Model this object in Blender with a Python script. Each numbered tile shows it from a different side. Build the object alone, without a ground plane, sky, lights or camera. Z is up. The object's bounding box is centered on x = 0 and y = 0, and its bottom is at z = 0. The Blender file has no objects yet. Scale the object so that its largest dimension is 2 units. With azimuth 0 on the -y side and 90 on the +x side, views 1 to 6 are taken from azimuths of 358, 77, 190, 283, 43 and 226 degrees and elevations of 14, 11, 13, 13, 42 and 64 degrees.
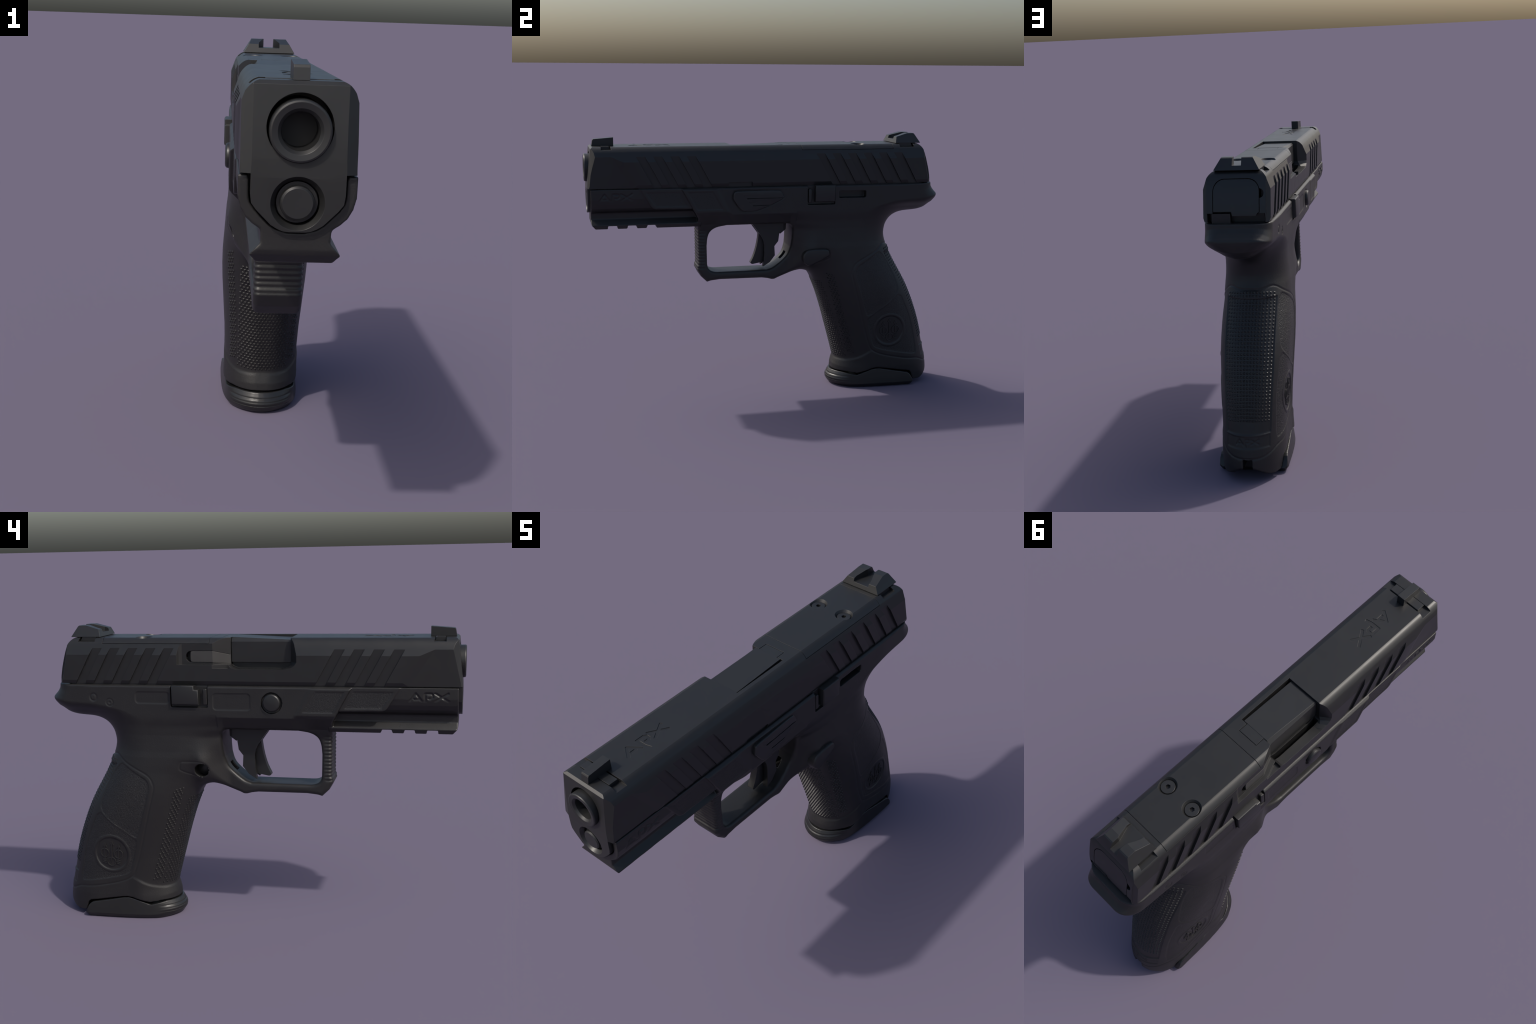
import bpy, bmesh, math
import numpy as np
from mathutils import Vector

# =====================================================================
#  A matte black service pistol.  x = across, -y = muzzle, z = up.
# =====================================================================
ROOT = bpy.data.objects.new("pistol", None)
ROOT["label"] = "matte black polymer-framed pistol standing on its grip"
ROOT["category"] = "handgun"
bpy.context.scene.collection.objects.link(ROOT)


# ------------------------------------------------------------ materials
def material(name, base, rough, metallic=0.0, mottle=0.12, grain=0.0, grain_scale=300.0,
             bevel=0.0, specular=0.5, leather=0.0):
    m = bpy.data.materials.new(name)
    m.use_nodes = True
    n, l = m.node_tree.nodes, m.node_tree.links
    b = n["Principled BSDF"]
    b.inputs["Metallic"].default_value = metallic
    b.inputs["Specular IOR Level"].default_value = specular
    tc = n.new("ShaderNodeTexCoord")
    nz = n.new("ShaderNodeTexNoise")
    nz.inputs["Scale"].default_value = 14.0
    nz.inputs["Detail"].default_value = 6.0
    l.new(tc.outputs["Object"], nz.inputs["Vector"])
    cr = n.new("ShaderNodeValToRGB")
    cr.color_ramp.elements[0].position = 0.3
    cr.color_ramp.elements[1].position = 0.7
    cr.color_ramp.elements[0].color = (*[c * (1 - mottle) for c in base], 1)
    cr.color_ramp.elements[1].color = (*[c * (1 + mottle) for c in base], 1)
    l.new(nz.outputs["Fac"], cr.inputs["Fac"])
    l.new(cr.outputs["Color"], b.inputs["Base Color"])
    mr = n.new("ShaderNodeMapRange")
    mr.inputs["To Min"].default_value = rough - 0.05
    mr.inputs["To Max"].default_value = rough + 0.05
    l.new(nz.outputs["Fac"], mr.inputs["Value"])
    l.new(mr.outputs["Result"], b.inputs["Roughness"])
    last = None
    if bevel:
        bv = n.new("ShaderNodeBevel")
        bv.inputs["Radius"].default_value = bevel
        bv.samples = 6
        last = bv.outputs["Normal"]
    for strength, scale, dist in ((grain, grain_scale, 0.002), (leather, 130.0, 0.0055)):
        if strength:
            g = n.new("ShaderNodeTexNoise")
            g.inputs["Scale"].default_value = scale
            g.inputs["Detail"].default_value = 3.0
            if dist > 0.005:
                g.inputs["Distortion"].default_value = 1.2
            l.new(tc.outputs["Object"], g.inputs["Vector"])
            bp = n.new("ShaderNodeBump")
            bp.inputs["Strength"].default_value = strength
            bp.inputs["Distance"].default_value = dist
            l.new(g.outputs["Fac"], bp.inputs["Height"])
            if last is not None:
                l.new(last, bp.inputs["Normal"])
            last = bp.outputs["Normal"]
    if last is not None:
        l.new(last, b.inputs["Normal"])
    return m


SLIDE = material("blackened_steel", (0.0125, 0.0125, 0.0125), 0.42, mottle=0.04, bevel=0.0015)
STEEL = material("dark_steel", (0.0135, 0.0138, 0.014), 0.42, mottle=0.04, bevel=0.0015)
POLYMER = material("black_polymer", (0.0125, 0.0120, 0.0118), 0.47, mottle=0.06, grain=0.22, grain_scale=170)
LEATHERY = material("stippled_polymer", (0.0125, 0.0120, 0.0118), 0.47, mottle=0.06, leather=0.6)
FINE_STIPPLE = material("fine_stipple", (0.0125, 0.0120, 0.0118), 0.47, mottle=0.06, leather=0.38)
PLATE = material("smooth_polymer", (0.012, 0.012, 0.012), 0.36, mottle=0.05)
BORE = material("bore_steel", (0.008, 0.008, 0.008), 0.6, mottle=0.05)
BRIGHT = material("pale_steel", (0.042, 0.041, 0.039), 0.40, mottle=0.05, bevel=0.0015)


# -------------------------------------------------------------- helpers
def obj_from(name, verts, faces, mat, parent=ROOT, sharp=15.0, link=True):
    me = bpy.data.meshes.new(name)
    me.from_pydata([tuple(map(float, v)) for v in verts], [], faces)
    me.validate()
    bm = bmesh.new()
    bm.from_mesh(me)
    bmesh.ops.recalc_face_normals(bm, faces=bm.faces)
    bm.to_mesh(me)
    bm.free()
    me.materials.append(mat)
    o = bpy.data.objects.new(name, me)
    if link:
        bpy.context.scene.collection.objects.link(o)
        o.parent = parent
    finish_shading(o, sharp)
    return o


def finish_shading(o, sharp=15.0):
    me = o.data
    me.shade_smooth()
    me.set_sharp_from_angle(angle=math.radians(sharp))


def place(axis, p, t):
    """2D profile point p at position t along the axis."""
    if axis == "x":
        return (t, p[0], p[1])
    if axis == "y":
        return (p[0], t, p[1])
    return (p[0], p[1], t)


def prism(axis, profile, a, b, name="tool", mat=None, parent=ROOT, sharp=15.0):
    n = len(profile)
    v = [place(axis, p, a) for p in profile] + [place(axis, p, b) for p in profile]
    f = [list(range(n)), list(range(n, 2 * n))[::-1]]
    f += [[i, (i + 1) % n, n + (i + 1) % n, n + i] for i in range(n)]
    return obj_from(name, v, f, mat or SLIDE, parent, sharp)


def box(x0, x1, y0, y1, z0, z1, **k):
    return prism("z", [(x0, y0), (x1, y0), (x1, y1), (x0, y1)], z0, z1, **k)


def circle(cx, cy, r, n=48, a0=0.0):
    return [(cx + r * math.cos(a0 + 2 * math.pi * i / n), cy + r * math.sin(a0 + 2 * math.pi * i / n)) for i in range(n)]


def rounded(y0, y1, z0, z1, r, n=6):
    out = []
    for cx, cy, a in ((y1 - r, z1 - r, 0), (y0 + r, z1 - r, 90), (y0 + r, z0 + r, 180), (y1 - r, z0 + r, 270)):
        out += [(cx + r * math.cos(math.radians(a + 90 * i / n)), cy + r * math.sin(math.radians(a + 90 * i / n))) for i in range(n + 1)]
    return out


def lathe(name, profile, cx, cz, mat, parent=ROOT, n=64, sharp=15.0):
    """turn (radius, y) profile about the y direction through (cx, cz)"""
    v, f = [], []
    for r, y in profile:
        for i in range(n):
            a = 2 * math.pi * i / n
            v.append((cx + r * math.cos(a), y, cz + r * math.sin(a)))
    for k in range(len(profile) - 1):
        for i in range(n):
            j = (i + 1) % n
            f.append([k * n + i, k * n + j, (k + 1) * n + j, (k + 1) * n + i])
    f.append(list(range(n)))
    f.append([(len(profile) - 1) * n + i for i in range(n)])
    return obj_from(name, v, f, mat, parent, sharp)


def lathe_z(name, profile, cx, cy, mat, parent=ROOT, n=48):
    v, f = [], []
    for r, z in profile:
        v += [(x, y, z) for x, y in circle(cx, cy, r, n)]
    for k in range(len(profile) - 1):
        for i in range(n):
            j = (i + 1) % n
            f.append([k * n + i, k * n + j, (k + 1) * n + j, (k + 1) * n + i])
    f += [list(range(n)), [(len(profile) - 1) * n + i for i in range(n)]]
    return obj_from(name, v, f, mat, parent)


def lathe_x(name, profile, cy, cz, mat, parent=ROOT, n=48):
    v, f = [], []
    for r, x in profile:
        v += [(x, y, z) for y, z in circle(cy, cz, r, n)]
    for k in range(len(profile) - 1):
        for i in range(n):
            j = (i + 1) % n
            f.append([k * n + i, k * n + j, (k + 1) * n + j, (k + 1) * n + i])
    f += [list(range(n)), [(len(profile) - 1) * n + i for i in range(n)]]
    return obj_from(name, v, f, mat, parent)


def drop(o):
    me = o.data
    bpy.data.objects.remove(o)
    bpy.data.meshes.remove(me)


def boolean(o, tool, op="DIFFERENCE", keep=False):
    m = o.modifiers.new("b", "BOOLEAN")
    m.operation, m.object, m.solver = op, tool, "EXACT"
    dg = bpy.context.evaluated_depsgraph_get()
    new = bpy.data.meshes.new_from_object(o.evaluated_get(dg))
    o.modifiers.clear()
    old = o.data
    new.name = old.name
    o.data = new
    bpy.data.meshes.remove(old)
    if not keep:
        drop(tool)
    return o


def duplicate(o, name):
    c = o.copy()
    c.data = o.data.copy()
    c.name = c.data.name = name
    bpy.context.scene.collection.objects.link(c)
    return c


def mirror_x(profile):
    """closed (x, z) outline from its right half, top to bottom"""
    return profile + [(-x, z) for x, z in reversed(profile) if abs(x) > 1e-9]


def curve(points, n=5):
    """Catmull-Rom through the points"""
    p = [np.array(q, float) for q in points]
    p = [2 * p[0] - p[1]] + p + [2 * p[-1] - p[-2]]
    out = []
    for i in range(1, len(p) - 2):
        for k in range(n):
            t = k / n
            out.append(tuple(0.5 * (2 * p[i] + (p[i + 1] - p[i - 1]) * t + (2 * p[i - 1] - 5 * p[i] + 4 * p[i + 1] - p[i + 2]) * t * t
                                    + (3 * p[i] - p[i - 1] - 3 * p[i + 1] + p[i + 2]) * t ** 3)))
    out.append(tuple(p[-2]))
    return out


# the three letters of the marking, as strokes (unit = letter height)
LETTERS = [[(0.14, 0.0), (0.80, 0.90), (1.50, -0.02)], [(0.62, 0.22), (1.10, 0.22)],
           [(1.98, -0.42), (1.86, 0.10), (1.86, 0.88), (2.55, 0.88), (2.72, 0.74), (2.72, 0.48), (2.55, 0.32), (2.24, 0.32)],
           [(2.98, 0.92), (4.45, 0.04)], [(3.02, 0.04), (4.45, 0.92)]]


def stroke_quads(polyline, w):
    out = []
    for a, b in zip(polyline[:-1], polyline[1:]):
        a, b = np.array(a), np.array(b)
        d = (b - a) / np.linalg.norm(b - a)
        s = np.array([-d[1], d[0]]) * w / 2
        e = d * w * 0.35
        out.append([tuple(a - s - e), tuple(b - s + e), tuple(b + s + e), tuple(a + s - e)])
    return out


# =====================================================================
#  SLIDE
# =====================================================================
Z_TOP, Z_BOT = 1.416, 1.199
shoulder = [(0.099 + 0.033 * (1 - (1 - t) ** 2) * 0.55 + 0.033 * t * t * 0.45 + 0.0, Z_TOP - 0.0275 * (0.30 * t + 0.70 * t * t)) for t in np.linspace(0, 1, 9)]
half = [(0.0, Z_TOP)] + shoulder + [(0.140, 1.366), (0.150, 1.338), (0.150, 1.216), (0.143, Z_BOT), (0.0, Z_BOT)]
slide = prism("y", mirror_x(half), -1.05, 1.0, "slide", SLIDE)
# recoil lug below the muzzle
lug = mirror_x([(0.0, 1.25), (0.1135, 1.25), (0.114, 1.190), (0.114, 1.149), (0.111, 1.128), (0.098, 1.111), (0.063, 1.076), (0.048, 1.067), (0.034, 1.061), (0.021, 1.059), (0.0, 1.059)])
boolean(slide, prism("y", lug, -1.04, -0.91), "UNION")
rear_curve = curve([(0.937, 1.00), (0.937, 1.197), (0.931, 1.257), (0.921, 1.301), (0.910, 1.341), (0.897, 1.377), (0.883, 1.401), (0.862, 1.4165), (0.83, 1.425)], 4)
side = rear_curve + [(0.83, 1.5), (-0.950, 1.5), (-0.9555, 1.4175), (-0.9675, 1.407), (-0.9745, 1.345), (-0.9810, 1.285), (-0.9858, 1.235), (-0.9883, 1.190), (-0.9883, 1.00)]
boolean(slide, prism("x", side, -0.3, 0.3), "INTERSECT")


def wedge(pts):
    """hexahedron from two quads (z low, z high)"""
    f = [[0, 1, 2, 3], [7, 6, 5, 4]] + [[i, (i + 1) % 4, 4 + (i + 1) % 4, 4 + i] for i in range(4)]
    return obj_from("tool", pts, f, SLIDE)


for s in (1, -1):                                      # chamfered front corners
    q = []
    for z in (1.1975, 1.45):
        yi = -0.988 + (z - 1.212) * 0.1037
        yo = -0.981 + (z - 1.198) * 0.183
        k = (yo - yi) / 0.0275
        q += [(s * 0.113, yi - 0.2, z), (s * 0.113, yi, z), (s * 0.20, yi + k * 0.087, z), (s * 0.20, yi - 0.2, z)]
    boolean(slide, wedge(q))
for s in (1, -1):                                      # eased rear corners
    q = []
    for z, yi in ((1.17, 0.942), (1.45, 0.8815)):
        q += [(s * 0.132, yi, z), (s * 0.132, yi + 0.2, z), (s * 0.20, yi + 0.2, z), (s * 0.20, yi - 0.068 * 0.60, z)]
    boolean(slide, wedge(q))
# keel that fills the gap above the frame
boolean(slide, box(-0.137, 0.137, -0.72, 0.88, 1.188, 1.26), "UNION")
boolean(slide, box(-0.125, 0.125, -0.93, 0.86, 1.15, 1.26), "UNION")
# reduced nose
nose = [(-0.697, 1.17), (-0.725, 1.216), (-0.796, 1.338), (-0.861, 1.45)]
for s in (1, -1):                                      # its side face ramps out to the full width
    q = []
    for x, shift in ((0.1398, -0.050), (0.1524, 0.012)):
        q += [(s * x, y + shift, z) for y, z in (nose[0], nose[-1])] + [(s * x, -1.1, 1.45), (s * x, -1.1, 1.17)]
    boolean(slide, wedge(q))
# slanted grasping grooves
SL = 0.545
def groove(y_rear, width, s, floor):
    z0, z1 = 1.18, 1.45
    q = [(y_rear + (1.366 - z0) * SL, z0), (y_rear + (1.366 - z1) * SL, z1), (y_rear - width + (1.366 - z1) * SL, z1), (y_rear - width + (1.366 - z0) * SL, z0)]
    boolean(slide, prism("x", q, s * floor, s * 0.25))
for s, count in ((-1, 5), (1, 6)):
    for k in range(count):
        groove(0.764 - 0.0903 * k, 0.048, s, 0.1385)
    for k in range(4):
        groove(-0.412 - 0.0903 * k, 0.0485, s, 0.1398)
boolean(slide, box(0.135, 0.2, -0.233, -0.101, 1.18, 1.2215))       # catch notch, left

base_slide = duplicate(slide, "tool_base")

# muzzle and rod openings
boolean(slide, lathe("tool", [(0.080, -1.1), (0.080, -0.86)], 0.0, 1.309, SLIDE))
boolean(slide, lathe("tool", [(0.0665, -1.0), (0.0655, -0.9885), (0.0545, -0.972), (0.0545, -0.93)], 0.0, 1.1285, SLIDE))

# ejection port
port = [(0.086, 1.5), (0.086, 1.292), (0.072, 1.280), (0.050, 1.272), (-0.165, 1.272), (-0.188, 1.279), (-0.200, 1.290), (-0.204, 1.303), (-0.204, 1.5)]
port_tool = lambda: prism("x", port, -0.3, 0.081)
boolean(slide, port_tool())
boolean(slide, box(-0.108, -0.083, -0.195, 0.08, 1.205, 1.31))
boolean(slide, box(-0.054, 0.050, 0.07, 0.132, 1.375, 1.5))
rim = [(0.05, 1.262), (-0.17, 1.262), (-0.21, 1.275), (-0.235, 1.305), (-0.237, 1.335), (-0.237, 1.5), (-0.16, 1.5), (-0.16, 1.29), (0.05, 1.29)]
def tapered(profile, xa, xb, dy):
    n = len(profile)
    v = [(xa, p[0], p[1]) for p in profile] + [(xb, p[0] + (dy if p[0] < -0.16 else 0), p[1]) for p in profile]
    f = [list(range(n)), list(range(n, 2 * n))[::-1]] + [[i, (i + 1) % n, n + (i + 1) % n, n + i] for i in range(n)]
    return obj_from("tool", v, f, SLIDE)
boolean(slide, tapered([(-0.16, 1.272), (-0.185, 1.273), (-0.210, 1.279), (-0.230, 1.290), (-0.240, 1.305), (-0.241, 1.5), (-0.16, 1.5)], -0.154, -0.105, 0.036))
ext_cut = [(-0.25, 0.36), (-0.152, 0.340), (-0.137, 0.331), (-0.131, 0.316), (-0.1305, 0.300), (-0.1305, 0.166), (-0.092, 0.084), (-0.25, 0.084)]
boolean(slide, prism("z", ext_cut, 1.292, 1.45))
boolean(slide, prism("z", [(-0.25, 0.170), (-0.150, 0.166), (-0.118, 0.084), (-0.25, 0.084)], 1.275, 1.30))
def stadium(g):
    z0, z1, ye = 1.303 - g, 1.357 + g, 0.297 + g
    r = (z1 - z0) / 2
    arc = [(ye - r + r * math.cos(a), (z0 + z1) / 2 + r * math.sin(a)) for a in np.linspace(-math.pi / 2, math.pi / 2, 13)]
    return [(0.165, z0)] + arc + [(0.165, z1), (0.05, z1 - 0.030), (0.05, z0 - 0.016)]
boolean(slide, prism("x", stadium(0.0), -0.2, -0.095))
extractor = prism("z", [(-0.1318, 0.287), (-0.1318, 0.166), (-0.0935, 0.087), (-0.08, 0.087), (-0.08, 0.287)], 1.25, 1.40, "extractor", BRIGHT, slide)
inner = rounded(0.0, 0.276, 1.3045, 1.3555, 0.010)
g = 0.0016
boolean(extractor, prism("x", [(0.165, 1.303 + g), (0.262, 1.303 + g), (0.270, 1.306), (0.273, 1.313), (0.273, 1.347), (0.270, 1.354), (0.262, 1.357 - g), (0.165, 1.357 - g), (0.05, 1.327 - g), (0.05, 1.287 + g)], -0.2, -0.05), "INTERSECT")
finish_shading(extractor)

# optic cover plate with two screws
boolean(slide, box(-0.2, 0.2, 0.1815, 0.7145, 1.3885, 1.5))
plate = duplicate(base_slide, "optic_cover_plate")
boolean(plate, box(-0.2, 0.2, 0.1835, 0.7125, 1.3903, 1.5), "INTERSECT")
boolean(plate, prism("z", ext_cut, 1.292, 1.45))
for sx in (1, -1):
    boolean(plate, lathe_z("tool", [(0.0335, 1.36), (0.0335, 1.4035), (0.0418, 1.4170), (0.0418, 1.45)], sx * 0.0735, 0.520, SLIDE))
    boolean(slide, lathe_z("tool", [(0.034, 1.37), (0.034, 1.40)], sx * 0.0735, 0.520, SLIDE))
plate.parent = slide
finish_shading(plate)
screw = lathe_z("screw", [(0.0318, 1.372), (0.0318, 1.4050), (0.0300, 1.4065)], 0.0735, 0.520, STEEL, slide)
boolean(screw, prism("z", circle(0.0735, 0.520, 0.0115, 6, 0.3), 1.393, 1.45))
finish_shading(screw)
s2 = screw.copy()
s2.location.x = -0.147
bpy.context.scene.collection.objects.link(s2)

# rear plate, let into the back of the slide
def plate_outline(g):
    a = [(0.101 - 0.05 + 0.05 * math.cos(t) + g, 1.331 + (0.05 + g) * math.sin(t)) for t in np.linspace(0, math.pi / 2, 8)]
    b = [(-x, z) for x, z in reversed(a)]
    return a + b
outline = plate_outline(0.003)
boolean(slide, prism("y", outline + [(-0.104, 1.1), (0.104, 1.1)], 0.86, 1.1))
boolean(slide, box(-0.128, 0.128, 0.89, 1.1, 1.1, 1.238))
boolean(slide, prism("y", circle(-0.102, 1.322, 0.0200), 0.88, 1.1))
end_plate = duplicate(base_slide, "slide_end_plate")
boolean(end_plate, prism("y", plate_outline(0.0) + [(-0.101, 1.243), (-0.092, 1.236), (-0.088, 1.226), (0.018, 1.226), (0.022, 1.245), (0.101, 1.245)], 0.80, 1.1), "INTERSECT")
end_plate.parent = slide
finish_shading(end_plate)
boolean(slide, box(-0.12, 0.12, 0.7, 0.90, 1.14, 1.30), "UNION")

# sight dovetails
boolean(slide, prism("x", [(-0.866, 1.45), (-0.858, 1.401), (-0.912, 1.401), (-0.909, 1.45)], -0.3, 0.3))
boolean(slide, prism("x", [(0.828, 1.45), (0.842, 1.3985), (0.756, 1.3985), (0.756, 1.45)], -0.3, 0.3))
# engraved marking on the top
for st in LETTERS:
    for q in stroke_quads(st, 0.27):
        q = [(0.024 - v * 0.052, -0.763 + u * 0.0505) for u, v in q]
        boolean(slide, prism("z", q, 1.4140, 1.45))
finish_shading(slide)
drop(base_slide)

# ---------------------------------------------------------------- sights
fs = prism("x", [(-0.955, 1.4165), (-0.950, 1.446), (-0.946, 1.4525), (-0.839, 1.461), (-0.839, 1.4165)], -0.0195, 0.0195, "front_sight", STEEL)
prism("x", [(-0.8675, 1.4175), (-0.860, 1.4015), (-0.9105, 1.4015), (-0.908, 1.4175)], -0.083, 0.083, "sight_base", STEEL, fs)
rs = prism("x", [(0.884, 1.4185), (0.882, 1.424), (0.858, 1.468), (0.852, 1.4715), (0.816, 1.4715), (0.748, 1.4525), (0.737, 1.4185)], -0.12, 0.12, "rear_sight", STEEL)
boolean(rs, prism("y", [(0.1015, 1.40), (0.1015, 1.4205), (0.074, 1.4655), (0.066, 1.48), (-0.066, 1.48), (-0.074, 1.4655), (-0.1015, 1.4205), (-0.1015, 1.40)], 0.6, 1.0), "INTERSECT")
boolean(rs, prism("z", [(0.0205, 1.0), (0.0205, 0.826), (0.028, 0.805), (0.042, 0.765), (0.042, 0.6), (-0.042, 0.6), (-0.042, 0.765), (-0.028, 0.805), (-0.0205, 0.826), (-0.0205, 1.0)], 1.4375, 1.6))
finish_shading(rs)
prism("x", [(0.826, 1.4195), (0.8385, 1.3995), (0.758, 1.3995), (0.758, 1.4195)], -0.1, 0.1, "sight_base", STEEL, rs)

# ---------------------------------------------------------------- barrel
barrel = lathe("barrel", [(0.0445, -0.86), (0.0445, -0.972), (0.0465, -0.9885), (0.0535, -0.9965), (0.0545, -0.9975), (0.0685, -1.0), (0.0725, -0.9985), (0.0745, -0.9945), (0.0745, -0.90), (0.073, -0.80), (0.0, -0.80)][:-1] + [(0.002, -0.80)], 0.0, 1.301, STEEL)
# open bore: close it well inside
barrel.name = "barrel"
prism("y", circle(0, 1.301, 0.046), -0.915, -0.90, "bore", BORE, barrel)
hood = prism("x", [(0.0835, 1.4165), (-0.203, 1.4045), (-0.203, 1.25), (0.0835, 1.25)], -0.090, 0.075, "barrel_hood", STEEL, barrel)
boolean(hood, prism("y", [(0.0680, 1.5), (0.0680, 1.2), (-0.0855, 1.2), (-0.0855, 1.396), (-0.071, 1.414), (-0.06, 1.5)], -0.4, 0.3), "INTERSECT")
boolean(hood, prism("x", [(0.06, 1.4155), (0.06, 1.38), (0.1295, 1.38), (0.1295, 1.4157)], -0.0515, 0.0475), "UNION")
boolean(hood, box(-0.3, -0.072, -0.3, 0.3, 1.2, 1.3))
finish_shading(hood)

# ------------------------------------------------------------- guide rod
lathe("guide_rod", [(0.002, -0.9865), (0.0365, -0.9865), (0.0415, -0.982), (0.0425, -0.972), (0.0425, -0.965), (0.0505, -0.965), (0.0505, -0.93)], 0.0, 1.1285, STEEL)


# =====================================================================
#  FRAME: a smooth implicit solid (distance functions), meshed once
# =====================================================================
def poly_distance(poly, A, B):
    """signed distance to a closed polygon in the plane, negative inside"""
    A, B = np.broadcast_arrays(A, B)
    d = np.full(A.shape, 1e9, np.float32)
    inside = np.zeros(A.shape, bool)
    n = len(poly)
    for i in range(n):
        a0, b0 = poly[i]
        a1, b1 = poly[(i + 1) % n]
        ex, ey = a1 - a0, b1 - b0
        wx, wy = A - a0, B - b0
        t = np.clip((wx * ex + wy * ey) / (ex * ex + ey * ey + 1e-12), 0, 1)
        d = np.minimum(d, (wx - t * ex) ** 2 + (wy - t * ey) ** 2)
        if abs(ey) > 1e-9:
            c = ((b0 <= B) & (b1 > B)) | ((b1 <= B) & (b0 > B))
            inside ^= c & (A < a0 + (B - b0) / ey * ex)
    d = np.sqrt(d)
    return np.where(inside, -d, d).astype(np.float32)


def line_distance(line, A, B):
    d = np.full(np.broadcast(A, B).shape, 1e9, np.float32)
    for (a0, b0), (a1, b1) in zip(line[:-1], line[1:]):
        ex, ey = a1 - a0, b1 - b0
        wx, wy = A - a0, B - b0
        t = np.clip((wx * ex + wy * ey) / (ex * ex + ey * ey + 1e-12), 0, 1)
        d = np.minimum(d, (wx - t * ex) ** 2 + (wy - t * ey) ** 2)
    return np.sqrt(d)


def step(v, a, b):
    t = np.clip((v - a) / (b - a), 0, 1)
    return t * t * (3 - 2 * t)


def smax(a, b, k):
    h = np.clip(0.5 - 0.5 * (b - a) / k, 0, 1)
    return b + (a - b) * h + k * h * (1 - h)


def smin(a, b, k):
    return -smax(-a, -b, k)


back = curve([(0.998, 0.055), (0.997, 0.082), (0.988, 0.150), (0.964, 0.264), (0.934, 0.379), (0.888, 0.505), (0.838, 0.613), (0.769, 0.735), (0.719, 0.838),
              (0.706, 0.885), (0.706, 0.915), (0.714, 0.948), (0.727, 0.972), (0.749, 0.995), (0.782, 1.012), (0.825, 1.021), (0.900, 1.027), (0.948, 1.042), (0.984, 1.073)], 3)
tail = [(0.9965, 1.105), (0.9995, 1.121), (0.9975, 1.132), (0.988, 1.141), (0.974, 1.157), (0.964, 1.175), (0.962, 1.196), (0.962, 1.5)]
front = curve([(0.113, 0.681), (0.150, 0.696), (0.192, 0.705), (0.229, 0.697), (0.257, 0.678), (0.278, 0.645), (0.314, 0.557), (0.346, 0.455), (0.371, 0.362), (0.398, 0.262), (0.420, 0.178)], 3)
OUTER = ([(-0.494, 1.5), (-0.494, 1.194), (-0.400, 1.025), (-0.398, 0.992), (-0.393, 0.978), (-0.391, 0.758), (-0.398, 0.731), (-0.376, 0.688), (-0.341, 0.654), (-0.320, 0.660), (-0.268, 0.6655), (-0.026, 0.6645), (0.007, 0.6595), (0.030, 0.653), (0.045, 0.653), (0.064, 0.662)]
         + front + [(0.420, 0.165), (0.409, 0.122), (0.407, 0.095), (0.407, -0.4), (0.998, -0.4)] + back + tail)
HOLE = (curve([(0.141, 0.880), (0.143, 0.930), (0.138, 0.962), (0.118, 0.979), (0.075, 0.982)], 4) + curve([(-0.235, 0.981), (-0.290, 0.966), (-0.325, 0.940), (-0.340, 0.905), (-0.345, 0.857)], 4)
        + curve([(-0.343, 0.756), (-0.338, 0.735), (-0.325, 0.719), (-0.305, 0.710), (-0.285, 0.707)], 3) + curve([(0.005, 0.708), (0.040, 0.721), (0.086, 0.756), (0.119, 0.793), (0.136, 0.840)], 4))
BOTTOM = [(0.2, 0.094), (0.478, 0.091), (0.531, 0.086), (0.610, 0.109), (0.640, 0.1145), (0.670, 0.113), (0.845, 0.083), (0.857, 0.076), (0.865, 0.062), (0.873, 0.037), (0.882, 0.024), (0.925, 0.022), (0.958, 0.033), (0.983, 0.054), (1.01, 0.090), (1.2, 0.11), (1.2, -0.6), (0.2, -0.6)]
DUST = mirror_x([(0.0, 1.194), (0.144, 1.194), (0.1435, 1.142), (0.136, 1.113), (0.124, 1.091), (0.107, 1.075), (0.089, 1.063), (0.086, 1.055), (0.085, 1.029), (0.112, 0.997), (0.094, 0.975), (0.0, 0.975)])
DUST_SIDE = [(-0.972, 1.3), (-0.972, 1.010), (-0.968, 0.998), (-0.949, 0.975), (-0.884, 0.975), (-0.882, 0.994), (-0.834, 0.994), (-0.830, 0.975), (-0.780, 0.975), (-0.776, 0.994), (-0.732, 0.994), (-0.726, 0.975), (-0.676, 0.975), (-0.671, 0.994), (-0.627, 0.994), (-0.621, 0.975), (-0.38, 0.975), (-0.38, 1.3)]
LUG_GAP = mirror_x([(0.0, 1.3), (0.150, 1.3), (0.150, 1.199), (0.128, 1.198), (0.121, 1.193), (0.1180, 1.183), (0.1175, 1.149), (0.1145, 1.127), (0.101, 1.108), (0.066, 1.073), (0.050, 1.063), (0.022, 1.055), (0.0, 1.055)])
BLOCK = [(-0.714, 1.194), (-0.655, 1.097), (-0.646, 1.089), (-0.632, 1.084), (-0.432, 1.081), (-0.491, 1.194)]
BLOCK_IN = [(-0.682, 1.173), (-0.501, 1.173), (-0.458, 1.095), (-0.630, 1.097)]
PANEL_F = [(-0.321, 1.172), (-0.460, 1.172), (-0.406, 1.075), (-0.264, 1.074)]
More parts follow.
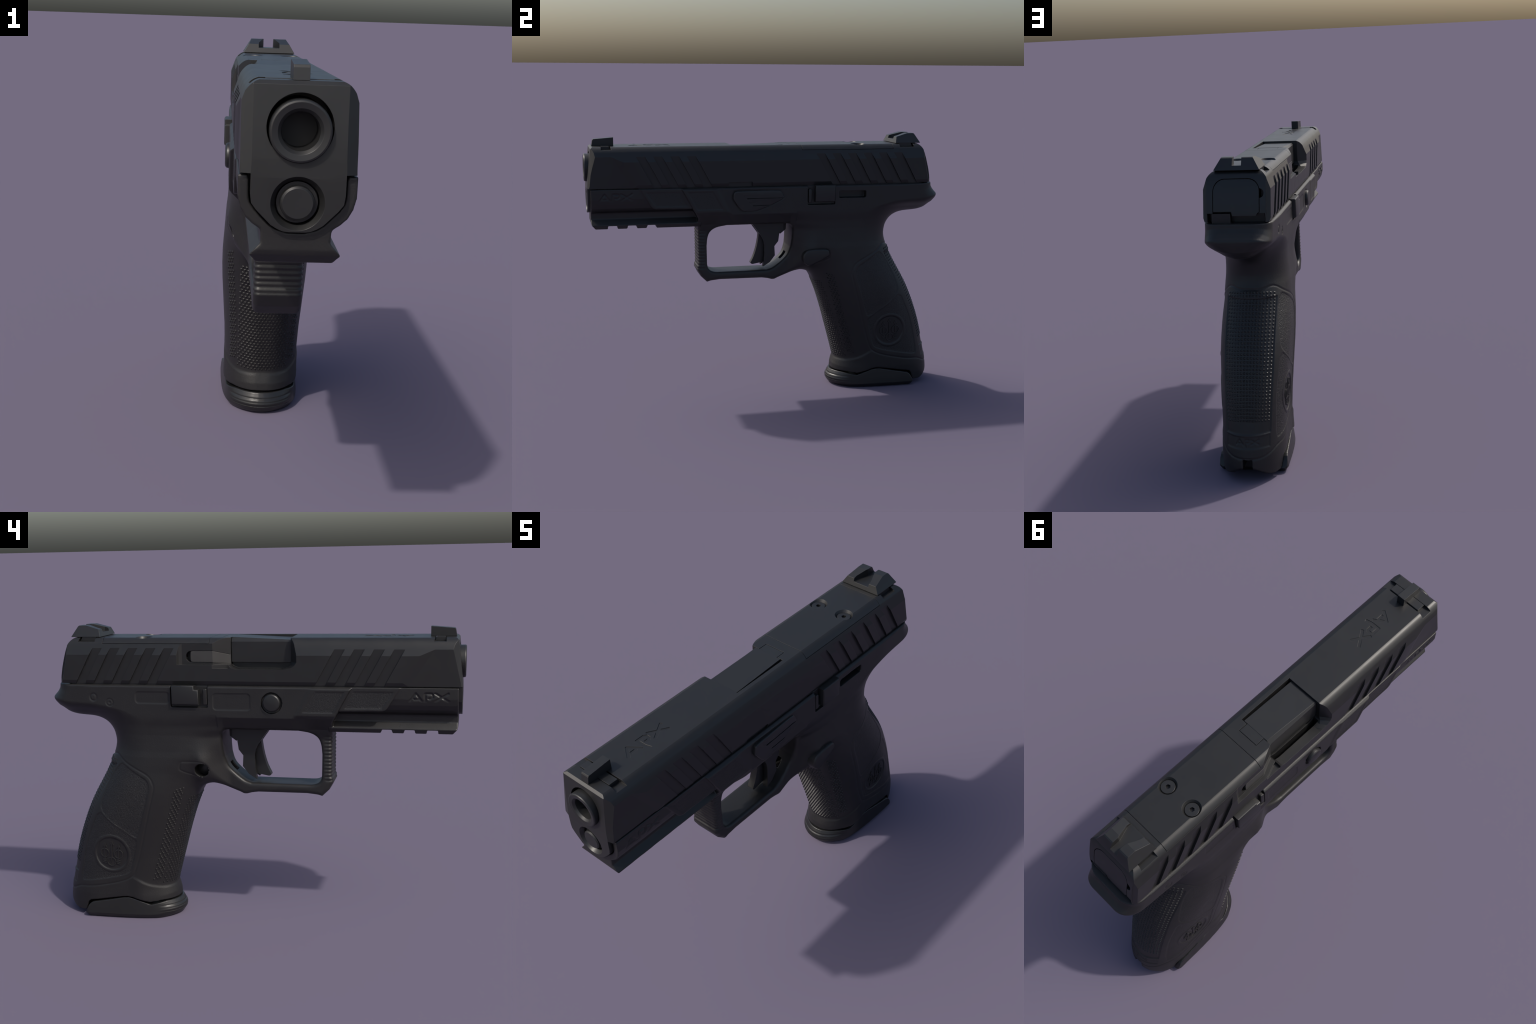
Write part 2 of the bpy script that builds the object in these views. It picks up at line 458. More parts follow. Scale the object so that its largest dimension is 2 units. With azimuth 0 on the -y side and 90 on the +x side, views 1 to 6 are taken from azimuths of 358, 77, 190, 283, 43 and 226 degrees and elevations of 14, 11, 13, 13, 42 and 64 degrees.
SEAM = curve([(0.80, 0.815), (0.72, 0.835), (0.672, 0.845), (0.624, 0.811), (0.533, 0.765), (0.496, 0.739), (0.478, 0.702), (0.480, 0.669), (0.514, 0.542), (0.564, 0.352), (0.598, 0.250), (0.623, 0.217), (0.690, 0.189), (0.825, 0.161), (0.906, 0.150), (0.97, 0.120), (1.05, 0.10)], 3)
PANEL_A = curve([(0.661, 0.793), (0.639, 0.802), (0.600, 0.780), (0.549, 0.749), (0.516, 0.729), (0.502, 0.699), (0.506, 0.661), (0.535, 0.560), (0.566, 0.455), (0.586, 0.432), (0.632, 0.456), (0.724, 0.522), (0.758, 0.560), (0.765, 0.590), (0.745, 0.650), (0.700, 0.740), (0.661, 0.793)], 3)[:-1]
PANEL_B = curve([(0.790, 0.537), (0.768, 0.547), (0.751, 0.539), (0.693, 0.493), (0.592, 0.424), (0.582, 0.398), (0.597, 0.330), (0.614, 0.265), (0.642, 0.235), (0.731, 0.211), (0.872, 0.184), (0.893, 0.195), (0.885, 0.26), (0.850, 0.40), (0.790, 0.537)], 3)[:-1]
RIM_LINE = curve([(0.66, 0.232), (0.606, 0.211), (0.536, 0.174), (0.481, 0.158), (0.429, 0.153), (0.36, 0.160)], 4)
EMBLEM = (0.717, 0.339)
GRIP_Z = [0.0, 0.08, 0.12, 0.16, 0.22, 0.32, 0.45, 0.54, 0.60, 0.66, 0.70, 0.76, 0.80, 0.84, 0.87, 0.91, 0.95, 1.00, 1.05, 1.30]
GRIP_H = [0.146, 0.150, 0.1515, 0.151, 0.151, 0.154, 0.162, 0.1675, 0.1695, 0.169, 0.167, 0.162, 0.160, 0.1575, 0.154, 0.1515, 0.1495, 0.1505, 0.155, 0.156]


def letters_field(A, B, side):
    """distance to the letter strokes; (A, B) already in letter units"""
    d = 1e9
    for st in LETTERS:
        d = np.minimum(d, line_distance(st, A, B))
    return d


def frame_planar(Y, Z):
    """fields that depend on the side view only"""
    Y, Z = np.broadcast_arrays(np.float32(Y), np.float32(Z))
    F = {}
    F["P"] = poly_distance(OUTER, Y, Z)
    F["hole"] = poly_distance(HOLE, Y, Z)
    F["bottom"] = poly_distance(BOTTOM, Y, Z)
    grip = np.interp(Z, GRIP_Z, GRIP_H)
    swell = np.sqrt(1 - (1 - np.clip((Y - 0.122) / 0.26, 0, 1)) ** 2)          # quick roll-out behind the trigger
    slow = step(Y, 0.100, 0.255)                                                # long flare where the guard arm meets the grip
    blend = step(Z, 0.80, 0.94)
    core = 0.077 + (0.018 + 0.022 * step(Y, -0.32, -0.22)) * step(Z, 0.935, 0.988)
    lower = core + (grip - core) * (slow + (swell - slow) * blend)
    bevel = step(Y + 0.52 * (Z - 1.188), -0.312, -0.286)
    upper = 0.1495 + 0.0105 * (bevel + (1 - bevel) * step(Z, 1.040, 1.062)) - 0.0035 * bevel - 0.006 * step(Y, 0.70, 0.98)
    u = np.clip((Z - 0.984) / 0.060, 0, 1)
    h = lower + (upper - lower) * np.where(Y > 0.15, step(Z, 0.98, 1.06), u)
    # front of the guard and the slope under the dust cover join
    # ---- relief on the sides
    seam = line_distance(SEAM, Y, Z)
    F["seam"] = (0.0024 * np.exp(-(seam / 0.0035) ** 2)).astype(np.float32)
    pa, pb = poly_distance(PANEL_A, Y, Z), poly_distance(PANEL_B, Y, Z)
    ring = np.sqrt((Y - EMBLEM[0]) ** 2 + (Z - EMBLEM[1]) ** 2)
    pb2 = np.maximum(pb, 0.099 - ring)
    for p in (pa, pb2):
        h = h - 0.0026 * step(-p, -0.0020, 0.0020)
    h = h - 0.0045 * step(-(ring - 0.085), -0.0020, 0.0020)
    # magazine well lip: everything above the rim line steps in a little
    lip = poly_distance(RIM_LINE + [(0.3, 0.16), (0.3, 0.0), (0.66, 0.0)], Y, Z)
    h = h + 0.005 * step(-lip, -0.012, 0.004) * step(-Y, -0.64, -0.56)
    # panel ahead of the trigger
    h = h - 0.0022 * step(-poly_distance(PANEL_F, Y, Z), -0.002, 0.002)
    F["h"] = h.astype(np.float32)
    R = 0.020 + 0.122 * step(Y, 0.10, 0.30)
    R = R + (0.078 - R) * step(Z, 1.055, 1.125) * step(Y, 0.1, 0.30)
    R = np.where(Z > 1.0, R - (R - 0.006) * step(-Y, 0.10, 0.30), R)
    F["R"] = R.astype(np.float32)
    F["E"] = (1 + (0.38 + 0.09 * step(-Y, -0.60, -0.46) + 0.14 * step(-Z, -0.24, -0.12) * step(-Y, -0.62, -0.50)) * step(Y, 0.12, 0.30) * step(-Z, -1.095, -1.02)).astype(np.float32)
    F["dust_side"] = poly_distance(DUST_SIDE, Y, Z)
    F["block"] = poly_distance(BLOCK, Y, Z)
    F["block_h"] = (0.1485 - 0.0022 * step(-poly_distance(BLOCK_IN, Y, Z), -0.002, 0.002)).astype(np.float32)
    # left / right recesses
    rr = lambda *a: poly_distance(rounded(*a), Y, Z)
    F["stop_L"] = rr(0.211, 0.370, 1.087, 1.25, 0.008)
    F["stop_R"] = rr(0.190, 0.373, 1.090, 1.25, 0.008)
    F["slot_L"] = rr(0.393, 0.551, 1.121, 1.161, 0.009)
    F["rec_a"] = rr(0.381, 0.551, 1.106, 1.163, 0.016)
    F["rec_b"] = rr(-0.016, 0.165, 1.080, 1.159, 0.015)
    F["button"] = np.sqrt((Y + 0.118) ** 2 + (Z - 1.116) ** 2) - 0.0495
    F["pin_a"] = np.sqrt((Y - 0.766) ** 2 + (Z - 1.133) ** 2)
    F["pin_b"] = np.sqrt((Y - 0.683) ** 2 + (Z - 1.109) ** 2)
    F["catch"] = poly_distance(CATCH, Y, Z)
    F["catch_hole"] = np.sqrt((Y - 0.237) ** 2 + (Z - 0.780) ** 2) - 0.034
    F["lever"] = poly_distance(LEVER, Y, Z)
    F["word_R"] = letters_field((-0.750 - Y) / 0.0398, (Z - 1.133) / 0.0390, -1)
    F["word_L"] = letters_field((Y + 0.932) / 0.0398, (Z - 1.133) / 0.0390, 1)
    F["inner_slot"] = rr(0.090, 0.145, 0.757, 0.80, 0.004)
    return F


CATCH = curve([(0.343, 0.783), (0.342, 0.800), (0.334, 0.822), (0.300, 0.823), (0.242, 0.822), (0.214, 0.809), (0.199, 0.782), (0.210, 0.755), (0.237, 0.742), (0.265, 0.750), (0.322, 0.772), (0.343, 0.783)], 3)[:-1]
LEVER = curve([(-0.212, 1.131), (-0.208, 1.158), (-0.190, 1.173), (-0.10, 1.174), (0.039, 1.174), (0.062, 1.162), (0.078, 1.134)], 3) + curve([(0.060, 1.120), (-0.002, 1.091), (-0.080, 1.064), (-0.120, 1.061), (-0.158, 1.064), (-0.185, 1.090)], 3)


def groove_r(d, r, w):
    return np.exp(-((d - r) / w) ** 2)


def frame_solid(X, Y, Z, F=None):
    if F is None:
        F = frame_planar(Y, Z)
    ax = np.abs(X)
    h, R = F["h"], F["R"]
    right, left = X < 0, X > 0
    # small surface relief that differs left and right
    rel_R = (0.0022 * step(-F["rec_a"], -0.002, 0.002) + 0.0022 * step(-F["rec_b"], -0.002, 0.002)
             + 0.003 * groove_r(F["pin_a"], 0.0165, 0.003) + 0.003 * groove_r(F["pin_b"], 0.0165, 0.003) + 0.003 * groove_r(F["pin_b"], 0.004, 0.003)
             + 0.0025 * groove_r(F["catch"], 0.0, 0.003))
    rel_L = 0.0025 * groove_r(F["catch"], 0.003, 0.004) + 0.0012 * step(-F["lever"], -0.010, 0.0)
    hh = h - np.where(right, rel_R, rel_L)
    p, q = (F["P"] + R * F["E"]) / F["E"], ax - hh + R
    f = np.sqrt(np.maximum(p, 0) ** 2 + np.maximum(q, 0) ** 2) + np.minimum(np.maximum(p, q), 0) - R
    f = smax(f, -F["hole"] - 0.0030, 0.018)
    f = np.maximum(f, -F["bottom"])
    # notch in the heel
    f = np.maximum(f, -np.maximum(np.maximum(ax - 0.0215, 0.885 - Y), Z - 0.108))
    f = np.maximum(f, -np.maximum(0.7 * (ax - 0.052) + 0.7 * (Z - 0.050), np.maximum(Z - 0.062, 0.885 - Y)))
    # backstrap: inset field for the checkering, and the small lettered label
    f = f + F["seam"]
    wide = np.interp(Z, [0.16, 0.50, 0.80], [0.098, 0.112, 0.116])
    field_box = np.maximum(ax - wide, np.abs(Z - 0.5090) - 0.2870)
    label_box = np.maximum(ax - 0.098, np.abs(Z - 0.1880) - 0.0270)
    rear = step(Y - np.interp(Z, [0.15, 0.40, 0.70, 0.80], [0.80, 0.72, 0.60, 0.56]), -0.01, 0.01)
    f = f + rear * (0.0038 * step(-field_box, -0.0025, 0.0025) + 0.0020 * step(-label_box, -0.0025, 0.0025))
    tag = letters_field((0.054 - X) / 0.0237, (Z - 0.178) / 0.0245, 0) if np.ndim(X) == 3 else 1e3
    f = f + rear * 0.0022 * step(-(np.asarray(tag) - 0.13), -0.06, 0.06)
    # dust cover and rail
    dust = np.maximum(poly_distance(DUST, X, Z), F["dust_side"])
    word = np.where(right, F["word_R"], F["word_L"])
    engr = np.maximum(np.maximum((word - 0.130) * 0.04, 0.1395 - ax), np.maximum(Y + 0.70, -0.96 - Y))
    dust = np.maximum(dust, -engr)
    blk = np.maximum(F["block"], ax - F["block_h"])
    f = np.minimum(f, np.minimum(dust, blk))
    # finger ridges on the front of the guard
    rid = 0.0035 * (0.5 + 0.5 * np.cos((Z - 0.735) * 2 * math.pi / 0.0177)) * step(Z, 0.722, 0.732) * step(-Z, -0.960, -0.95) * step(-Y, 0.345, 0.372)
    f = f + rid
    # flat top, room for the slide's lug
    f = np.maximum(f, np.maximum(Z - 1.1945, 0.6 * (ax - 0.1455) + 0.8 * (Z - 1.1945)))
    gap = np.maximum(poly_distance(LUG_GAP, X, Z), Y + 0.90)
    f = np.maximum(f, -gap)
    # cut-outs
    def cut(field, sign, depth):
        return np.maximum(field, depth - sign * X)
    f = np.maximum(f, -cut(F["stop_L"], 1, 0.140))
    f = np.maximum(f, -cut(F["stop_R"], -1, 0.140))
    f = np.maximum(f, -cut(F["slot_L"], 1, 0.120))
    f = np.maximum(f, -cut(F["button"], -1, 0.145))
    f = np.maximum(f, -cut(F["catch_hole"], -1, 0.075))
    f = np.maximum(f, -np.maximum(F["inner_slot"], ax - 0.022))
    return f


def surface_net(f, origin, h):
    s = f < 0
    def corners(a):
        return [a[i:a.shape[0] - 1 + i, j:a.shape[1] - 1 + j, k:a.shape[2] - 1 + k] for i in (0, 1) for j in (0, 1) for k in (0, 1)]
    c = corners(s)
    allin, anyin = c[0].copy(), c[0].copy()
    for a in c[1:]:
        allin &= a
        anyin |= a
    act = np.argwhere(anyin & ~allin)
    val = [f[act[:, 0] + i, act[:, 1] + j, act[:, 2] + k].astype(np.float64) for i in (0, 1) for j in (0, 1) for k in (0, 1)]
    off = np.array([(i, j, k) for i in (0, 1) for j in (0, 1) for k in (0, 1)], float)
    acc, cnt = np.zeros((len(act), 3)), np.zeros(len(act))
    for a in range(8):
        for b in range(a + 1, 8):
            if np.abs(off[a] - off[b]).sum() == 1:
                m = (val[a] < 0) != (val[b] < 0)
                t = np.where(m, val[a] / np.where(m, val[a] - val[b], 1), 0)
                acc += np.where(m[:, None], off[a] + t[:, None] * (off[b] - off[a]), 0)
                cnt += m
    v = (act + acc / cnt[:, None]) * h + np.array(origin)
    idx = np.full(np.array(f.shape) - 1, -1, np.int32)
    idx[act[:, 0], act[:, 1], act[:, 2]] = np.arange(len(act))
    quads = []
    for axis in range(3):
        lo = [slice(None)] * 3
        hi = [slice(None)] * 3
        lo[axis], hi[axis] = slice(0, -1), slice(1, None)
        e = np.argwhere(s[tuple(lo)] != s[tuple(hi)])
        b, cc = (axis + 1) % 3, (axis + 2) % 3
        ok = (e[:, b] > 0) & (e[:, cc] > 0) & (e[:, b] < f.shape[b] - 1) & (e[:, cc] < f.shape[cc] - 1)
        e = e[ok]
        flip = s[tuple(e.T)]
        def cell(db, dc):
            q = e.copy()
            q[:, b] += db
            q[:, cc] += dc
            return idx[tuple(q.T)]
        q = np.stack([cell(-1, -1), cell(0, -1), cell(0, 0), cell(-1, 0)], 1)
        q[~flip] = q[~flip][:, ::-1]
        quads.append(q)
    return v, np.concatenate(quads)


def sample_grid(lo, hi, h):
    ax = [np.arange(a, b + h, h, dtype=np.float32) for a, b in zip(lo, hi)]
    return ax


def build_mesh(name, v, quads, mat, parent, normals=None):
    used, inv = np.unique(quads, return_inverse=True)
    q = inv.reshape(quads.shape)
    me = bpy.data.meshes.new(name)
    me.vertices.add(len(used))
    me.vertices.foreach_set("co", v[used].astype(np.float32).ravel())
    me.loops.add(q.size)
    me.loops.foreach_set("vertex_index", q.astype(np.int32).ravel())
    me.polygons.add(len(q))
    me.polygons.foreach_set("loop_start", np.arange(0, q.size, 4, dtype=np.int32))
    me.update(calc_edges=True)
    me.validate()
    me.shade_smooth()
    me.materials.append(mat)
    if normals is not None:
        me.normals_split_custom_set_from_vertices([tuple(n) for n in normals[used]])
    o = bpy.data.objects.new(name, me)
    bpy.context.scene.collection.objects.link(o)
    o.parent = parent
    return o


def vertex_normals(v, quads):
    a, b, c, d = (v[quads[:, i]] for i in range(4))
    fn = np.cross(c - a, d - b)
    n = np.zeros_like(v)
    for i in range(4):
        np.add.at(n, quads[:, i], fn)
    return n / np.maximum(np.linalg.norm(n, axis=1, keepdims=True), 1e-12)


H = 0.0034
gx, gy, gz = sample_grid((-0.187, -0.99, -0.012), (0.187, 1.012, 1.212), H)
PL = frame_planar(gy[:, None], gz[None, :])
PL3 = {k: a[None] for k, a in PL.items()}
field = np.empty((len(gx), len(gy), len(gz)), np.float32)
for i in range(len(gx)):                              # slice by slice keeps memory small
    Xs = np.full((1, 1, 1), gx[i], np.float32)
    field[i] = frame_solid(Xs, gy[None, :, None], gz[None, None, :], PL3)[0]
V, Q = surface_net(field, (gx[0], gy[0], gz[0]), H)
VN = vertex_normals(V, Q)
C = V[Q].mean(1)
cx, cy, cz = np.abs(C[:, 0]), C[:, 1], C[:, 2]


def inside(poly, A, B):
    return poly_distance(poly, A, B) < 0


STRAP = SEAM + [(1.3, 0.10), (1.3, 0.815)]
panel = (inside(PANEL_A, cy, cz) | (inside(PANEL_B, cy, cz) & (np.hypot(cy - EMBLEM[0], cz - EMBLEM[1]) > 0.099))) & (cx > 0.05)
front_panel = (inside(PANEL_F, cy, cz) | inside(BLOCK_IN, cy, cz)) & (cx > 0.143)
strap = inside(STRAP, cy, cz) & ~panel
rail = (cy < -0.41) & (cz < 1.055) & ~front_panel
guard = (cy < 0.135) & (cz < 0.983) & ~rail
grip = (cz < 0.845) & ~(panel | strap | guard)
rest = ~(panel | front_panel | strap | rail | guard | grip)
frame = build_mesh("frame", V, Q[rest], POLYMER, ROOT, VN)
build_mesh("stippled_panel", V, Q[front_panel], FINE_STIPPLE, frame, VN)
build_mesh("accessory_rail", V, Q[rail], POLYMER, frame, VN)
build_mesh("trigger_guard", V, Q[guard], POLYMER, frame, VN)
grip_o = build_mesh("grip", V, Q[grip], POLYMER, ROOT, VN)
build_mesh("backstrap", V, Q[strap], POLYMER, grip_o, VN)
build_mesh("grip_panel", V, Q[panel], LEATHERY, grip_o, VN)

# ------------------------------------------------- checkering on the grip
def solid_at(P):
    P = np.asarray(P, np.float32)
    return frame_solid(P[:, 0], P[:, 1], P[:, 2])


def hit(origin, direction, far=0.5):
    """outermost crossing along each ray from inside to outside, by bisection"""
    o, d = np.asarray(origin, float), np.asarray(direction, float)
    lo, hi = np.zeros(len(o)), np.full(len(o), far)
    for _ in range(22):
        mid = 0.5 * (lo + hi)
        ins = solid_at(o + d * mid[:, None]) < 0
        lo, hi = np.where(ins, mid, lo), np.where(ins, hi, mid)
    return o + d * lo[:, None]


def normal_at(P):
    e = 0.004
    g = np.stack([solid_at(P + np.eye(3)[i] * e) - solid_at(P - np.eye(3)[i] * e) for i in range(3)], 1)
    return g / np.linalg.norm(g, axis=1, keepdims=True)


def studs(name, P, size, height, parent, flat=0.35):
    """little four-sided points standing on the surface"""
    N = normal_at(P)
    up = np.array([0.0, -0.27, 0.96])
    T = np.cross(up, N)
    T /= np.linalg.norm(T, axis=1, keepdims=True)
    B = np.cross(N, T)
    vs, fs = [], []
    for p, n, t, b in zip(P, N, T, B):
        k = len(vs)
        for r, hgt in ((size, -0.0015), (size * flat, height)):
            for sx, sy in ((-1, -1), (1, -1), (1, 1), (-1, 1)):
                vs.append(p + n * hgt + (t * sx + b * sy) * r)
        fs += [[k, k + 1, k + 5, k + 4], [k + 1, k + 2, k + 6, k + 5], [k + 2, k + 3, k + 7, k + 6], [k + 3, k, k + 4, k + 7], [k + 4, k + 5, k + 6, k + 7]]
    o = obj_from(name, vs, fs, POLYMER, parent, sharp=20)
    o["kind"] = "stuff"
    return o


def axis_y(z):                                        # centre line of the grip
    return np.interp(z, [0.15, 0.40, 0.70], [0.70, 0.625, 0.48])


pts_o, pts_d = [], []
# front strap: staggered points wrapped round the front
zs = np.arange(0.205, 0.665, 0.0128)
for i, z in enumerate(zs):
    for j in range(-9, 10):
        ang = math.radians(90) + 0.0
        xx = (j + 0.5 * (i % 2)) * 0.0142
        if abs(xx) > 0.100:
            continue
        pts_o.append((xx * 0.93, axis_y(z) - 0.05, z))
        pts_d.append((xx * 0.07 / 0.25, -1.0, -0.12))
P = hit(pts_o, np.array(pts_d) / np.linalg.norm(pts_d, axis=1, keepdims=True), 0.4)
studs("front_checkering", P, 0.0050, 0.0033, grip_o, 0.5)
# narrow columns on both flanks
P = []
for s in (-1, 1):
    o, d = [], []
    for i, t in enumerate(np.linspace(0, 1, 36)):
        for j in range(3):
            y = 0.353 + (0.489 - 0.353) * t + (j - 1 + 0.5 * (i % 2) - 0.25) * 0.0150
            z = 0.682 + (0.210 - 0.682) * t - (j - 1) * 0.004
            o.append((0.0, y, z))
            d.append((s, 0.0, 0.0))
    P.append(hit(o, d, 0.3))
studs("flank_checkering", np.concatenate(P), 0.0050, 0.0036, grip_o, 0.5)
# backstrap: regular grid of pyramids
o, d = [], []
for z in np.arange(0.232, 0.790, 0.0156):
    wide = np.interp(z, [0.16, 0.50, 0.80], [0.098, 0.112, 0.116]) - 0.006
    for j in range(-7, 8):
        xx = j * wide / 7
        o.append((xx * 0.90, axis_y(z) + 0.04, z))
        d.append((xx * 0.10 / 0.25, 1.0, 0.22))
d = np.array(d) / np.linalg.norm(d, axis=1, keepdims=True)
studs("backstrap_checkering", hit(o, d, 0.5), 0.0066, 0.0040, grip_o, 0.25)


# ---------------------------------------------- raised marks on surfaces
def ribbon(name, lines, width, height, surface, mat, parent):
    """rounded bars laid along 2D lines on a surface: surface(points) -> points, normals"""
    vs, fs = [], []
    for ln in lines:
        ln = np.array(ln, float)
        tan = np.gradient(ln, axis=0)
        tan /= np.linalg.norm(tan, axis=1, keepdims=True)
        side = np.stack([-tan[:, 1], tan[:, 0]], 1)
        P0, N0 = surface(ln)
        L0, _ = surface(ln + side * width / 2)
        R0, _ = surface(ln - side * width / 2)
        k = len(vs)
        for a, b, c, n in zip(L0, P0, R0, N0):
            vs += [a - n * 0.002, a + n * height * 0.7, b + n * height, c + n * height * 0.7, c - n * 0.002]
        for i in range(len(ln) - 1):
            for j in range(4):
                fs.append([k + 5 * i + j, k + 5 * i + j + 1, k + 5 * i + 6 + j, k + 5 * i + 5 + j])
        e = k + 5 * (len(ln) - 1)
        fs += [[k, k + 1, k + 2, k + 3, k + 4], [e, e + 1, e + 2, e + 3, e + 4]]
    return obj_from(name, vs, fs, mat, parent, sharp=50)


def flank(s):
    def at(p):
        p = np.asarray(p)
        O = np.stack([np.zeros(len(p)), p[:, 0], p[:, 1]], 1)
        D = np.tile([s, 0.0, 0.0], (len(p), 1))
        q = hit(O, D, 0.3)
        return q, D
    return at


def arc(c, r, a0, a1, n=18):
    return [(c[0] + r * math.cos(math.radians(a)), c[1] + r * math.sin(math.radians(a))) for a in np.linspace(a0, a1, n)]


def bar(a, b, n=5):
    return [tuple(np.array(a) + (np.array(b) - np.array(a)) * t) for t in np.linspace(0, 1, n)]


def emblem_lines():
    """three arrows through three rings, local units (radius of the disc = 1)"""
    L = []
    for x, top in ((-0.45, 0.62), (0.0, 0.78), (0.45, 0.62)):
        L.append(bar((x, -0.55), (x, top)))
        L += [bar((x, top + 0.02), (x - 0.11, top - 0.22), 3), bar((x, top + 0.02), (x + 0.11, top - 0.22), 3)]
        if x:
            for k in range(3):
                L.append(bar((x - 0.12, -0.38 - 0.10 * k), (x + 0.12, -0.44 - 0.10 * k), 3))
    L.append(arc((-0.45, 0.0), 0.27, 0, 360, 28))
    L.append(arc((0.45, 0.0), 0.27, 0, 360, 28))
    L.append(arc((0.0, -0.52), 0.27, 0, 360, 28))
    return L


for s in (-1, 1):
    tilt = math.radians(-4)
    lines = []
    for ln in emblem_lines():
        out = []
        for u, v in ln:
            u, v = u * math.cos(tilt) - v * math.sin(tilt), u * math.sin(tilt) + v * math.cos(tilt)
            out.append((EMBLEM[0] - 0.083 * u * 0.98, EMBLEM[1] + 0.083 * v))
        lines.append(out)
    ribbon("emblem", lines, 0.0060, 0.0046, flank(s), POLYMER, grip_o)


# =====================================================================
#  CONTROLS
# =====================================================================
def pillow(name, outline, x0, x1, bev, mat, parent=ROOT, seg=3):
    """flat piece with a rounded outer edge, lying on the side; x1 is the outer face"""
    o = prism("x", outline, x0, x1, name, mat, parent)
    bm = bmesh.new()
    bm.from_mesh(o.data)
    edges = [e for e in bm.edges if all(abs(v.co.x - x1) < 1e-5 for v in e.verts)]
    bmesh.ops.bevel(bm, geom=edges, offset=bev, segments=seg, profile=0.5, affect="EDGES")
    bm.to_mesh(o.data)
    bm.free()
    finish_shading(o, 35)
    return o


for s in (-1, 1):                                     # slide stop, one pad on each side
    q = [(0.252, 1.1965), (0.366, 1.1965), (0.366, 1.1045), (0.252, 1.1045)] if s > 0 else [(0.252, 1.1965), (0.365, 1.1965), (0.365, 1.1045), (0.231, 1.1045), (0.231, 1.176), (0.252, 1.178)]
    o = pillow("slide_stop_lever", q, s * 0.12, s * 0.1745, 0.007, STEEL)
    bar_o = pillow("lever_guard", rounded(0.216, 0.236, 1.099, 1.176, 0.006) if s > 0 else rounded(0.193, 0.214, 1.103, 1.180, 0.006), s * 0.12, s * 0.157, 0.004, POLYMER, frame)
# takedown lever on the left with cut steps
lev = pillow("takedown_lever", LEVER, 0.12, 0.1720, 0.006, STEEL)
for v in lev.data.vertices:                           # thick in front, sinking towards the rear
    if v.co.x > 0.15:
        v.co.x -= 0.011 * (v.co.y + 0.21) / 0.29
for (y0, y1, z) in ((-0.135, 0.09, 1.132), (-0.103, 0.03, 1.0925)):
    boolean(lev, prism("x", [(y0 - 0.024, z + 0.019), (y0, z), (y1, z), (y1, z + 0.004), (y0 + 0.03, z + 0.019)], 0.1672, 0.2))
    boolean(lev, box(0.158, 0.2, y0, y1, z - 0.0025, z + 0.0025))
finish_shading(lev)
# takedown button on the right
lathe_x("takedown_button", [(0.0415, -0.12), (0.0415, -0.160), (0.040, -0.166), (0.036, -0.170), (0.030, -0.1715)], -0.119, 1.1185, STEEL)
# magazine catch button on the left, its blind end on the right
pillow("magazine_release", curve([(0.343, 0.797), (0.331, 0.832), (0.265, 0.836), (0.215, 0.831), (0.190, 0.808), (0.188, 0.775), (0.202, 0.752), (0.229, 0.743), (0.285, 0.766), (0.343, 0.797)], 3)[:-1], 0.10, 0.171, 0.010, POLYMER)
lathe_x("catch_end", [(0.030, -0.06), (0.030, -0.080), (0.020, -0.084), (0.004, -0.086)], 0.237, 0.780, STEEL)
box(0.026, 0.109, 0.86, 0.9355, 1.18, 1.2365, name="rail_tab", mat=POLYMER, parent=frame)

# trigger
shoe = curve([(-0.092, 0.99), (-0.062, 0.948), (-0.030, 0.903), (-0.014, 0.868), (-0.009, 0.839), (-0.011, 0.773), (-0.017, 0.725)], 4) + [(0.022, 0.749), (0.052, 0.787), (0.049, 0.841), (0.071, 0.869), (0.078, 0.920), (0.102, 0.925), (0.102, 0.99)]
trig = prism("x", shoe, -0.048, 0.048, "trigger", STEEL)
boolean(trig, box(-0.021, 0.021, -0.2, 0.012, 0.6, 0.96))
finish_shading(trig)
blade = curve([(-0.060, 0.985), (-0.040, 0.935), (-0.037, 0.900), (-0.047, 0.838), (-0.063, 0.785), (-0.081, 0.747), (-0.078, 0.738), (-0.070, 0.736)], 3) + [(-0.025, 0.744), (0.02, 0.760), (0.02, 0.985)]
prism("x", blade, -0.0175, 0.0175, "safety_blade", STEEL, trig)
